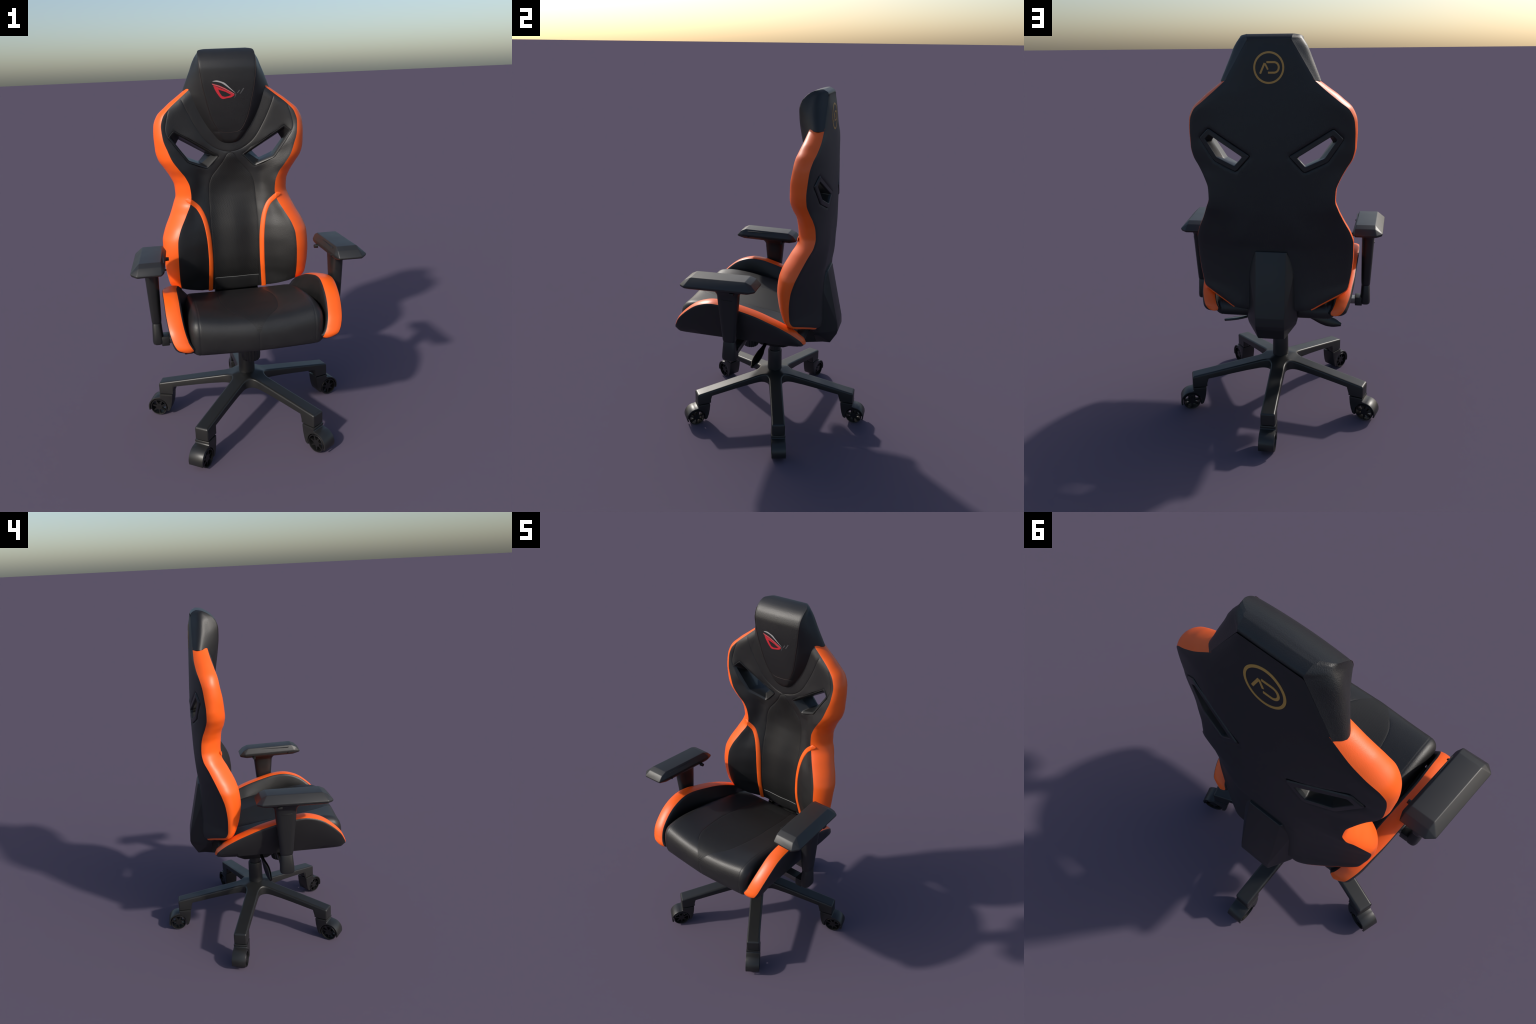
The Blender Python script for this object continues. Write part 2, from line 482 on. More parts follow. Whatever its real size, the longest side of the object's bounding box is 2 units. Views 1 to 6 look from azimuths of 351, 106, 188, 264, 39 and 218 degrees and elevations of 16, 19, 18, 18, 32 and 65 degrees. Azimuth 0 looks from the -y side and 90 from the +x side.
# ---- orange side ribbon running between the two seams, under the backrest to x = .19
def ribbon_section(P0, P3, n, m=15, bulge=.013, under=0.0):
    dn = (P3-P0) @ n; dy = P3[1]-P0[1]
    P1 = P0 + n*(.46*max(dn, 0)+.6*bulge*(1-under)) + np.array([0, (.10+.2*under)*dy, 0])
    P2 = P3 + n*bulge*1.25 - np.array([0, (.45-.37*under)*dy, 0]) + n*under*.014
    t = np.linspace(0, 1, m)[:, None]
    return (1-t)**3*P0 + 3*t*(1-t)**2*P1 + 3*t*t*(1-t)*P2 + t**3*P3
N = 240
def by_param(curve, cuts):
    """resample so the given z/x landmarks land on fixed row numbers"""
    out = []
    for (a, b), n in cuts:
        out.append(resample_n(curve[a:b+1], n)[:-1])
    out.append(curve[cuts[-1][0][1]][None])
    return np.vstack(out)
def resample_n(P, n):
    s = np.concatenate([[0], np.cumsum(np.linalg.norm(np.diff(P, axis=0), axis=1))])
    q = np.linspace(0, s[-1], n)
    return np.stack([np.interp(q, s, P[:, k]) for k in range(3)], 1)
iF = 149; iB = 149                                   # z = .80 on both
jF = 150 + 7 + int(np.argmin(abs(xs - .190)))
jB = 150 + int(np.argmin(abs(corner[:, 0] - .196)))
fr = by_param(front_curve, [((0, iF), 150), ((iF, jF), 60)])
br = by_param(back_curve, [((0, iB), 150), ((iB, jB), 60)])
t_ = np.gradient(br, axis=0); nrm = np.stack([-t_[:, 2], 0*t_[:, 0], t_[:, 0]], 1)
nrm /= np.linalg.norm(nrm, axis=1)[:, None]
for i in range(len(nrm)):
    w = np.clip((i-135)/35, 0, 1) if fr[i, 2] < 1.5 else .6*np.clip(i/14, 0, 1)     # mostly sideways; along the outline normal at top and bottom
    v = (1-w)*np.array([1, 0, 0]) + w*nrm[i]; nrm[i] = v/np.linalg.norm(v)
bul = np.interp(np.arange(len(fr)), [0, 14, 45, 75, 95, 120, 150, 165, 180, 209], [.026, .027, .021, .013, .012, .014, .014, .013, .012, .011])
rows = [ribbon_section(fr[i], br[i], nrm[i], 17, bul[i], float(np.clip((i-152)/18, 0, 1))) for i in range(len(fr))]
rows.insert(0, rows[0] + np.array([-.011, .0015, .013]))     # tucked under the headrest cheek
RV = np.array(rows)
Vr = RV.reshape(-1, 3)
rib = make("side_trim", Vr, grid_faces(len(rows), 17), ORANGE, angle=70)
mirrored_copy(rib)
# black underside strip closing the middle
fm = resample_n(front_curve[jF:], 20); bm_ = resample_n(back_curve[jB:], 20)
st = []
for a, b in zip(fm, bm_):
    st += [a, (a*2+b)/3-[0,0,.004], (a+b*2)/3-[0,0,.004], b]
st = np.array(st)
F_ = grid_faces(20, 4)
make("underside_strip", np.vstack([st, st*[-1,1,1]]), F_ + [tuple(i+len(st) for i in f[::-1]) for f in F_], DARK)

# ---- thin orange piping over the lumbar pads
pl = catmull([(.262,1.232),(.243,1.226),(.224,1.212),(.190,1.174),(.163,1.108),(.148,1.01),(.1445,.90),(.146,.83),(.1495,.77),(.154,.692)], 9)
def piping():
    line = pl; t = np.gradient(line, axis=0); t /= np.linalg.norm(t, axis=1)[:, None]
    nn = np.stack([-t[:, 1], t[:, 0]], 1)
    if nn[len(nn)//2, 0] < 0: nn = -nn
    V = []; k = 11
    for i, p in enumerate(line):
        s = i/(len(line)-1)
        half = .0130*min(1, .25+s*9); hgt = .0068*min(1, .0+s*7)
        for a in np.linspace(math.pi, 0, k):
            q = p + nn[i]*half*math.cos(a)
            xf = float(XF(q[1]))
            y = float(front_y(min(q[0], xf), q[1]))
            if q[0] > xf: y += .10*(q[0]-xf)
            V.append((q[0], y - hgt*math.sin(a)**.7 + .002, q[1]))
    ob = make("piping", V, grid_faces(len(line), k), PIPING, angle=80)
    mirrored_copy(ob)
piping()
# pale stitch line above the lower band
ln = np.stack([np.linspace(-.124, .124, 40), np.full(40, .768)], 1)
V = []
for p in ln:
    y = float(front_y(p[0], p[1]))
    V += [(p[0], y-.0005, p[1]+.0012), (p[0], y-.0035, p[1]), (p[0], y-.0005, p[1]-.0012)]
make("stitch_line", V, grid_faces(40, 3), THREAD)

# ---- vent frames through the backrest
def vent():
    ccw = lambda P: P if sum((P[i-1][0]*P[i][1]-P[i][0]*P[i-1][1]) for i in range(len(P))) > 0 else P[::-1]
    A = ccw(np.array(VF)); B = ccw(np.array(VB))
    def ring(poly, inset, r, yfun, dy):
        P = round_poly(offset_poly(poly, inset), r, 4)
        return [(p[0], float(yfun(p[0], p[1])) + dy, p[1]) for p in P]
    TH = ccw(np.array([(.268,1.558),(.290,1.523),(.226,1.442),(.157,1.414),(.102,1.455)]))   # throat
    R = [ring(A, -.0005, .010, front_y, .012), ring(A, .0005, .010, front_y, -.0015), ring(A, .0025, .009, front_y, -.0045),
         ring(A, .0055, .008, front_y, -.0035), ring(A, .012, .0075, front_y, .004),
         ring(TH, 0, .006, lambda x, z: .222+.06*(.30-x), 0), ring(TH, -.001, .006, lambda x, z: .236+.06*(.30-x), 0),
         ring(B, .0265, .006, back_y, -.006), ring(B, .0245, .006, back_y, .0055), ring(B, .022, .006, back_y, .0075),
         ring(B, .005, .009, back_y, .0075), ring(B, .0015, .010, back_y, .004), ring(B, .0005, .010, back_y, -.012)]
    ob = loft("vent_frame", R, SHELL, cap=(False, False), angle=28)
    mirrored_copy(ob)
vent()

# ================================================================== HEADREST
YC = pchip([1.515,1.522,1.535,1.555,1.575,1.61,1.66,1.72,1.78,1.85,1.90,1.935,1.96,1.978,1.990,1.998,2.002],
           [.192,.186,.178,.171,.165,.156,.146,.135,.125,.116,.114,.123,.139,.158,.178,.197,.214])
WX = pchip([1.575,1.5765,1.581,1.590,1.608,1.662,1.749,1.825,1.92,1.978,1.990,1.997,2.002], [0,.028,.046,.060,.073,.098,.120,.136,.1465,.1475,.1455,.137,.110])
EX = pchip([1.80,1.85,1.90,1.95,1.977,1.990,1.997,2.002], [.2055,.190,.1720,.1570,.1490,.1430,.134,.110])
EY = pchip([1.80,1.85,1.90,1.95,1.977,1.990,1.997,2.002], [.191,.180,.170,.172,.192,.203,.212,.222])
OX = pchip([1.80,1.85,1.90,1.95,1.977,1.990,2.002], [.2325,.2115,.1895,.167,.147,.133,.109])
OY = pchip([1.80,1.85,1.90,1.95,1.977,1.990,2.002], [.235,.228,.222,.220,.222,.226,.229])
EP = pchip([1.516,1.56,1.60,1.66,1.80,2.0], [1.9,1.7,1.5,1.3,1.2,1.15])      # how convex the cheek slope is
def head_edge(z):
    if z < 1.7995:
        h = float(HX(z)); return h, float(front_y(h, z)) + .004
    return float(EX(z)), float(EY(z))
def head_y(x, z):
    return float(YC(z)) + .006*(abs(x)/.145)**2
z_low = np.concatenate([1.516 + .034*np.linspace(0, 1, 14)**2.2, np.linspace(1.556, 1.5745, 4), 1.575+.036*np.linspace(0,1,13)**2.2,
                        np.linspace(1.62, 1.79, 22)])
z_high = np.concatenate([np.linspace(1.80, 1.95, 20), np.linspace(1.957, 1.99, 9), [1.9935, 1.9965, 1.999, 2.001, 2.002]])
fc = np.concatenate([np.linspace(0, .90, 11), [.955, .985, 1.0]])   # centre panel columns
fs = np.concatenate([[.05, .14], np.linspace(.25, 1, 9)])            # side columns
fo_ = np.linspace(0, 1, 11)                                           # outer cheek columns, edge to back
WCH = pchip([1.516,1.545,1.575,1.66], [.0,.034,.052,.052])           # flat of the chin below the seam
def head_row(z):
    w = float(WX(z)); pts = []
    h, ye = head_edge(z)
    for f in fc:
        g = .0012*math.exp(-((1-f)*w/.003)**2) *min(1, (z-1.577)/.02) if 1.577 < z < 1.985 else 0
        pts.append((f*w, head_y(f*w, z)+g, z))
    yw = head_y(w, z); p = float(EP(z))
    wc = max(w, float(WCH(z)))
    for f in fs:
        x = w + (h-w)*f
        q = f if z > 1.66 else max(0.0, (x-wc)/max(h-wc, 1e-4))
        pts.append((x, yw + (ye-yw)*q**p, z))
    return pts
def cheek_row(z):
    k = min(1, (z-1.80)/(1.977-1.80)); xb = .208 + (.100-.208)*k; yb = .267 - .004*k
    if z > 1.977:
        q = (z-1.977)/(2.002-1.977); yb = .263 - .030*q**2.2; xb = .100 + .004*q
    e = np.array(head_edge(z)); o = np.array([float(OX(z)), float(OY(z))]); d = np.array([xb, yb])
    a_ = np.array([float(WX(z)), head_y(float(WX(z)), z)])
    C = catmull([a_, e, o, d], 12)[12:]
    s = np.concatenate([[0], np.cumsum(np.linalg.norm(np.diff(C, axis=0), axis=1))]); s /= s[-1]
    return [(float(np.interp(f, s, C[:, 0])), float(np.interp(f, s, C[:, 1])), z) for f in fo_]
zall = np.concatenate([z_low, z_high])
H = np.array([head_row(z) for z in zall]); c0 = len(fc)
K = [cheek_row(z) for z in z_high]
sk = np.array(K[0])                                                    # hidden skirt tucked into the ribbon end
skirt = [(sk + np.array([-.010, .0, -.012])).tolist(), (sk + np.array([-.004, 0, -.004])).tolist()]
K = np.array(skirt + K)
def both_sides(name, rows, mirror_weld, mat=BLACK):
    sub = rows.reshape(-1, 3); F = grid_faces(rows.shape[0], rows.shape[1])
    Fm = [f[::-1] for f in F]
    if mirror_weld:
        make(name, np.vstack([sub, sub*[-1, 1, 1]]), F + [tuple(i+len(sub) for i in f) for f in Fm], mat, angle=50)
    else:
        make(name, sub, F, mat, angle=50); make(name, sub*[-1, 1, 1], Fm, mat, angle=50)
# cheeks: inner slope over the full height plus the outer wrap above the ribbon, one surface
def cheek(sgn):
    A = H[:, c0-1:]; na, ma = A.shape[:2]; nb, mb = K.shape[:2]
    V = np.vstack([A.reshape(-1, 3), K.reshape(-1, 3)])*[sgn, 1, 1]
    F = grid_faces(na, ma) + [tuple(i+na*ma for i in f) for f in grid_faces(nb, mb)]
    make("headrest_cheek", V, F if sgn > 0 else [f[::-1] for f in F], BLACK, angle=50)
cheek(1); cheek(-1)
# rolled top behind, from the back seam up to the crown
r0 = int(np.argmin(abs(z_high - 1.975)))
lid = np.array([[(K[i, -1, 0]*f, K[i, -1, 1]+.0012*(1-f*f), K[i, -1, 2]) for f in np.linspace(1, 0, 6)] for i in range(r0+2, len(K))])
# crown cap: bridge front columns of the last row to its back edge
half_ring = np.vstack([H[-1], K[-1][1:], lid[-1][1:]])
ring = np.vstack([half_ring, (half_ring*[-1, 1, 1])[1:-1][::-1]])
hs = H[:, :c0].reshape(-1, 3); ls = lid.reshape(-1, 3)
Vh = np.vstack([hs, hs*[-1, 1, 1], ls, ls*[-1, 1, 1], ring]); Fh = []
for base, nr, ncol, flip in ((0, H.shape[0], c0, 0), (len(hs), H.shape[0], c0, 1), (2*len(hs), lid.shape[0], lid.shape[1], 1), (2*len(hs)+len(ls), lid.shape[0], lid.shape[1], 0)):
    Fh += [tuple(k+base for k in (f[::-1] if flip else f)) for f in grid_faces(nr, ncol)]
Fh.append(tuple(range(len(Vh)-len(ring), len(Vh))))
make("headrest_cushion", Vh, Fh, BLACK, angle=75)


# fine brown stitch line round the headrest panel
STITCH = plastic("brown_thread", (0.022, 0.010, 0.008), 0.6)
sz = np.concatenate([np.linspace(1.955, 1.63, 60), 1.575+.05*np.linspace(1, 0, 26)**2.2])
hl = [(float(WX(z)), head_y(float(WX(z)), z), float(z)) for z in sz]
hl = np.array(hl + [(-x, y, z) for x, y, z in hl[::-1][1:]])
tg = np.gradient(hl, axis=0); rr = []
for p, t in zip(hl, tg):
    t = t/np.linalg.norm(t); n1 = np.cross(t, (0, 1, 0)); n1 /= np.linalg.norm(n1); n2 = np.cross(t, n1)
    rr.append([tuple(p + .0011*(math.cos(a)*n1 + .8*math.sin(a)*n2)) for a in np.linspace(0, 2*math.pi, 8, endpoint=False)])
loft("stitch_line", rr, STITCH, angle=80)

# ---- printed emblem on the headrest: stylised eye, flat inlay standing 0.8 mm proud
def inlay(name, outline, yfun, mat, lift, parent=None, hole=None, step=.006):
    outline = np.array(outline, float)
    holes = [np.array(hole, float)] if hole is not None else []
    Vp, Tp, _ = cdt(outline, holes, [], step, near=(.0018,))
    n = len(Vp)
    top = [(p[0], yfun(p[0], p[1]) + lift, p[1]) for p in Vp]
    low = [(p[0], yfun(p[0], p[1]) - lift*.5, p[1]) for p in Vp]
    F = [tuple(f) for f in Tp] + [tuple(n+i for i in f[::-1]) for f in Tp]
    ec = {}
    for f in Tp:
        for a, b in ((f[0], f[1]), (f[1], f[2]), (f[2], f[0])):
            ec[(a, b)] = ec.get((a, b), 0) + 1
    for (a, b) in list(ec):
        if (b, a) not in ec: F.append((a, b, n+b, n+a))
    return make(name, top+low, F, mat, parent, angle=40)
emblem_lift = -.0009
brow = np.vstack([catmull([(-.083,1.8405),(-.060,1.8435),(-.035,1.836),(-.018,1.828),(.008,1.803),(.032,1.780)], 5),
                  catmull([(.034,1.777),(.006,1.799),(-.022,1.8205),(-.038,1.830),(-.060,1.8365),(-.080,1.839)], 5)])
e_brow = inlay("emblem_brow", brow[::-1], head_y, SILVER, emblem_lift)
eye_o = np.vstack([catmull([(-.079,1.817),(-.070,1.795),(-.052,1.766),(-.035,1.7505),(-.012,1.753),(.012,1.757),(.029,1.767)], 4),
                   catmull([(.026,1.7705),(-.018,1.794),(-.050,1.8075),(-.076,1.8195)], 3)])
eye_h = np.array([(-.055,1.799),(-.047,1.780),(-.036,1.7645),(-.021,1.760),(-.001,1.763),(.013,1.768),(-.016,1.7845)])
e_eye = inlay("emblem_eye", eye_o, head_y, RED, emblem_lift, hole=eye_h)
PINK = plastic("rose_print", (0.55, 0.10, 0.11), 0.45)
lid = np.array([(-.0865,1.829),(-.083,1.823),(-.050,1.8115),(-.018,1.7965),(.028,1.770),(.029,1.7735),(-.018,1.8025),(-.050,1.8180)])
e_lid = inlay("emblem_lid", lid, head_y, PINK, emblem_lift*1.6)
for P in ([(.041,1.776),(.047,1.777),(.059,1.791),(.054,1.792)], [(.056,1.771),(.063,1.775),(.081,1.799),(.076,1.801)],
          [(.034,1.776),(.039,1.772),(.036,1.764),(.026,1.750),(.033,1.766)]):
    inlay("emblem_flick", P, head_y, GREY, emblem_lift)

# ---- round monogram on the back: ring with two letter strokes
def back_print(name, line, half, closed=False):
    line = np.array(line, float)
    t = np.gradient(line, axis=0) if not closed else (np.roll(line, -1, 0)-np.roll(line, 1, 0))
    t /= np.linalg.norm(t, axis=1)[:, None]; nn = np.stack([-t[:, 1], t[:, 0]], 1)
    V = []
    for p, m in zip(line, nn):
        for s, l in ((1, -.001), (1, .0009), (-1, .0009), (-1, -.001)):
            q = p + m*half*BP*s
            V.append((q[0], float(back_y(q[0], q[1])) + .004 + l, q[1]))
    n = len(line); F = grid_faces(n, 4, True)
    if closed: F += [((n-1)*4+j, (n-1)*4+(j+1) % 4, (j+1) % 4, j) for j in range(4)]
    else: F += [(3, 2, 1, 0), tuple((n-1)*4+j for j in range(4))]
    return make(name, V, F, GOLD, angle=40)
zc = 1.8585
BP = 1.25      # stroke weight
back_print("monogram_ring", [(.0655*math.cos(a), zc+.0655*math.sin(a)) for a in np.linspace(0, 2*math.pi, 72, endpoint=False)], .0034, True)
back_print("monogram_letter", resample(np.array([(.039,1.833),(.0185,1.878)]), .004), .0034)
back_print("monogram_letter", resample(np.array([(.0175,1.877),(.0035,1.850)]), .004), .0030)
arc = [(-.024 - .0215*math.sin(a), 1.8595+.0225*math.cos(a)) for a in np.linspace(0, math.pi, 18)]
back_print("monogram_letter", np.vstack([resample(np.array([(.010,1.882),(-.020,1.882)]), .004), arc[1:], resample(np.array([(-.0255,1.837),(.003,1.837)]), .004)[1:]]), .0034)

# ---- recline bracket cover behind the backrest
def bracket():
    # z, half-width at base, half-width of ridge, ridge y
    st = [(.996,.0805,.0745,.296),(.905,.1160,.0735,.310),(.672,.1280,.072,.3665),(.628,.1275,.072,.3695),(.607,.122,.071,.364),(.543,.069,.066,.326)]
    pts = []
    for z, b, r, yr in st:
        for q in (1, -1): pts += [(q*b, .240, z), (q*b, .2735 if z < .9 else .2735+.006*(z-.9)/.09, z), (q*r, yr, z)]
    return hull("recline_bracket_cover", pts, SHELL, bevel=.0035, seg=3, angle=25)
brk = bracket()
# arm of the bracket running under the seat, pivots
hull("recline_arm", [(s*.066, y, z) for s in (1, -1) for y, z in ((.31,.546),(.16,.520),(.06,.50),(.06,.57),(.20,.59),(.24,.64),(.28,.65))], DARK, bevel=.006)
for s in (1, -1):
    bm = bmesh.new()
    bmesh.ops.create_cone(bm, cap_ends=True, segments=28, radius1=.024, radius2=.02, depth=.03,
                          matrix=Matrix.Translation((s*.112, .245, .648)) @ Matrix.Rotation(math.radians(90*s), 4, 'Y'))
    from_bm("recline_pivot", bm, GLOSS)

# ================================================================== SEAT
# profile along y (side view), going from the rear underside over the top to the front underside
PROF = catmull([(.10,.602),(.185,.606),(.208,.628),(.203,.664),(.170,.693),(.083,.722),(-.06,.757),(-.217,.786),(-.35,.803),(-.43,.803),(-.482,.792),
                (-.509,.769),(-.522,.735),(-.524,.685),(-.517,.637),(-.495,.619),(-.40,.616),(-.20,.608)], 12)
s_ = np.concatenate([[0], np.cumsum(np.linalg.norm(np.diff(PROF, axis=0), axis=1))])
LS = s_[-1]
tan = np.gradient(PROF, axis=0); tan /= np.linalg.norm(tan, axis=1)[:, None]
nin = np.stack([-tan[:, 1], tan[:, 0]], 1)
mid = PROF.mean(0)
if ((mid-PROF)*nin).sum() < 0: nin = -nin
XE, XS = .320, .273
def seat_pt(x, t, puff=0.0):
    y = np.interp(t, s_, PROF[:, 0]); z = np.interp(t, s_, PROF[:, 1])
    ny = np.interp(t, s_, nin[:, 0]); nz = np.interp(t, s_, nin[:, 1])
    q = np.clip((np.abs(x)-XS)/(XE-XS), 0, 1)
    d = .048*(1-np.sqrt(1-q**2)) - puff
    fr_ = np.clip((-.35 - y)/.15, 0, 1)                       # front nose: shallow V in plan
    top = np.clip((z-.66)/.08, 0, 1)*np.clip((.2-y)/.1, 0, 1)
    dish = top*(.016 + .013*np.exp(-((y+.31)/.16)**2))*(1-np.clip(np.abs(x)/.27, 0, 1)**2.2)
    return np.stack([x, y + ny*d - fr_*.017*(1-np.clip(np.abs(x)/.275, 0, 1)**1.3), z + nz*d - dish], -1)
def t_of_y(yv):    # arc length on the top side for a given y
    a = int(np.argmin(abs(s_ - np.interp(4*12, range(len(s_)), s_)))); b = 12*12
    ys = PROF[a:b, 0][::-1]; ss = s_[a:b][::-1]
    return float(np.interp(yv, ys, ss))
XT = lambda q: XS + (XE-XS)*q
outl = np.array([(0, 0), (XE, 0), (XE, LS), (0, LS)])
outl = np.vstack([resample(np.array([(0,0),(XS,0),(XE,0)]), .006)[:-1], resample(np.array([(XE,0),(XE,LS)]), .012)[:-1],
                  resample(np.array([(XE,LS),(0,LS)]), .006)[:-1], resample(np.array([(0,LS),(0,0)]), .012)[:-1]])
seat_mesh_seam = catmull([(0, -.524),(.012,-.518),(.045,-.488),(.083,-.447),(.112,-.405),(.130,-.33),(.141,-.20),(.135,-.06),(.122,.06),(.106,.165)], 8)
sm = np.array([(max(0, x), t_of_y(y)) for x, y in seat_mesh_seam])
tf0 = t_of_y(-.521)
nose_seam = np.array([(0.0005, t) for t in np.linspace(tf0+.006, tf0+.125, 14)])
side_seam = np.array([(XS, t) for t in np.linspace(.06, LS-.14, 80)])
VS, TS, sl = cdt(outl, [], [sm, side_seam], .012, near=(.0028, .007))
D = np.full(len(VS), 1e9)
for l in sl[1:]: D = np.minimum(D, dist_poly(VS, l))
Dn = dist_poly(VS, nose_seam); D = D + .02*np.clip((VS[:, 1]-t_of_y(-.44))/(t_of_y(-.49)-t_of_y(-.44)), 0, 1)*(VS[:, 0] < .2)
D = np.minimum(D, Dn)
pf = .0006*(1-np.exp(-(D/.009)**1.3)) - .0009*np.exp(-(D/.0022)**2)
S3 = seat_pt(VS[:, 0], VS[:, 1], pf)
cc = VS[TS].mean(1)
smx = pchip(sm[::-1, 1], sm[::-1, 0]) if sm[0, 1] > sm[-1, 1] else pchip(sm[:, 1], sm[:, 0])
rg = np.full(len(TS), 'seat_cover', dtype=object)
rg[(cc[:, 1] > sm[:, 1].min()) & (cc[:, 1] < sm[:, 1].max()) & (cc[:, 0] < smx(cc[:, 1]))] = 'seat_mesh_panel'
for r, mt in (('seat_cover', BLACK), ('seat_mesh_panel', SEATMESH)):
    F = TS[rg == r]
    make(r, np.vstack([S3, S3*[-1, 1, 1]]), np.vstack([F, F[:, ::-1]+len(S3)]), mt, angle=60)
# end caps of the cushion (hidden by the bolsters)
tq = np.linspace(0, LS, 90, endpoint=False); E3 = seat_pt(np.full(90, XE), tq)
make("seat_side_cap", np.vstack([E3, E3*[-1, 1, 1]]), [tuple(range(90)), tuple(range(90, 180))], BLACK)
# underside pan
box("seat_pan", (-.348, -.44, .635), (.348, .08, .648), DARK, bevel=.008)

# ---- seat bolsters: crescent wings with an orange top band
WT = catmull([(.226,.349,.641),(.222,.356,.655),(.211,.370,.678),(.165,.388,.717),(.098,.399,.754),(.03,.409,.785),(-.046,.415,.814),(-.158,.4235,.845),(-.23,.4285,.859),(-.30,.428,.861),
              (-.372,.425,.840),(-.43,.422,.802),(-.486,.413,.747),(-.512,.401,.702),(-.523,.386,.672),(-.519,.372,.655),(-.510,.364,.648)], 7)   # y, x, z of the outer seam
nW = len(WT)
def wing():
    s = np.concatenate([[0], np.cumsum(np.linalg.norm(np.diff(WT, axis=0), axis=1))]); s /= s[-1]
    yb = np.interp(s, [0, .03, .94, 1], [.222, .195, -.44, -.508])
    outer = []; top = []; inner = []
    tg = np.gradient(WT[:, [0, 2]], axis=0); tg /= np.linalg.norm(tg, axis=1)[:, None]
    upn = np.stack([tg[:, 1], -tg[:, 0]], 1)                    # outward normal in (y,z)
    if upn[nW//2, 1] < 0: upn = -upn
    for i in range(nW):
        y, x, z = WT[i]; ybt = yb[i]; zb = .640; xb = min(x-.004, .370 - .014*np.clip((ybt-.12)/.1, 0, 1))
        ny, nz = upn[i]
        w = .074 - .006*np.clip((y-.1)/.1, 0, 1)
        e_ = max(0, (s[i]-.955)/.045, (.03-s[i])/.03); pinch = .022*(1-math.sqrt(max(0, 1-e_*e_)))   # rounded tips
        x -= pinch; w -= 2*pinch; xb -= pinch
        lip = .0045
        po = []
        for f in (0, .35, .7, .9, .97):                         # outer side face, slight belly
            po.append((xb + (x-xb)*f + .012*math.sin(math.pi*f), ybt + (y-ybt)*f - ny*lip*f, zb + (z-zb)*f - nz*lip*f))
        po.append((x-.001, y - ny*.0015, z - nz*.0015)); po.append((x-.004, y+ny*.0002, z+nz*.0002))
        outer.append(po)
        tp = []
        for f in np.linspace(0, 1, 9):
            dome = .006*math.sin(math.pi*f)**.7
            tp.append((x-.0035 - (w-.007)*f, y + ny*dome, z + nz*dome + .004*f*(1 if z > .7 else 0)))
        top.append(tp)
        xi = x - w; pi = [tp[-1], (xi-.001, y - ny*.003, z - nz*.003 + .004*(1 if z > .7 else 0)), (xi-.006, y - ny*.010, z - nz*.010)]
        for f in (.75, .5, .25, 0):
            pi.append((xi - (.005+.045*np.clip((y+.32)/.30, 0, 1)*np.clip((.19-y)/.08, .2, 1))*math.sin(math.pi*min(1, (1-f)*.8))*(1 if z-zb > .02 else max(0, (z-zb)/.02)) - .006 + .012*(1-f), ybt + (y-ny*.012-ybt)*f, zb + (z-nz*.012-zb)*f))
        inner.append(pi)
    return outer, top, inner
o_, t__, i_ = wing()
def strip(name, rows, mat, parent=None, angle=60):
    n = len(rows[0]); ob = make(name, [p for r in rows for p in r], grid_faces(len(rows), n), mat, parent, angle=angle, recalc=True)
    ob["_ang"] = angle
    return ob
under = [[a[0], b[-1]] for a, b in zip(o_, i_)]
V = [p for r in o_ for p in r]; F = grid_faces(nW, len(o_[0]))
off = len(V); V += [p for r in i_ for p in r]; F += [tuple(k+off for k in f) for f in grid_faces(nW, len(i_[0]))]
off = len(V); V += [p for r in under for p in r]; F += [tuple(k+off for k in f) for f in grid_faces(nW, 2)]
bol = make("seat_bolster", V, F, BLACK, angle=60); bol["_ang"] = 60
strip("bolster_trim", t__, ORANGE, bol)
mirrored_copy(bol)

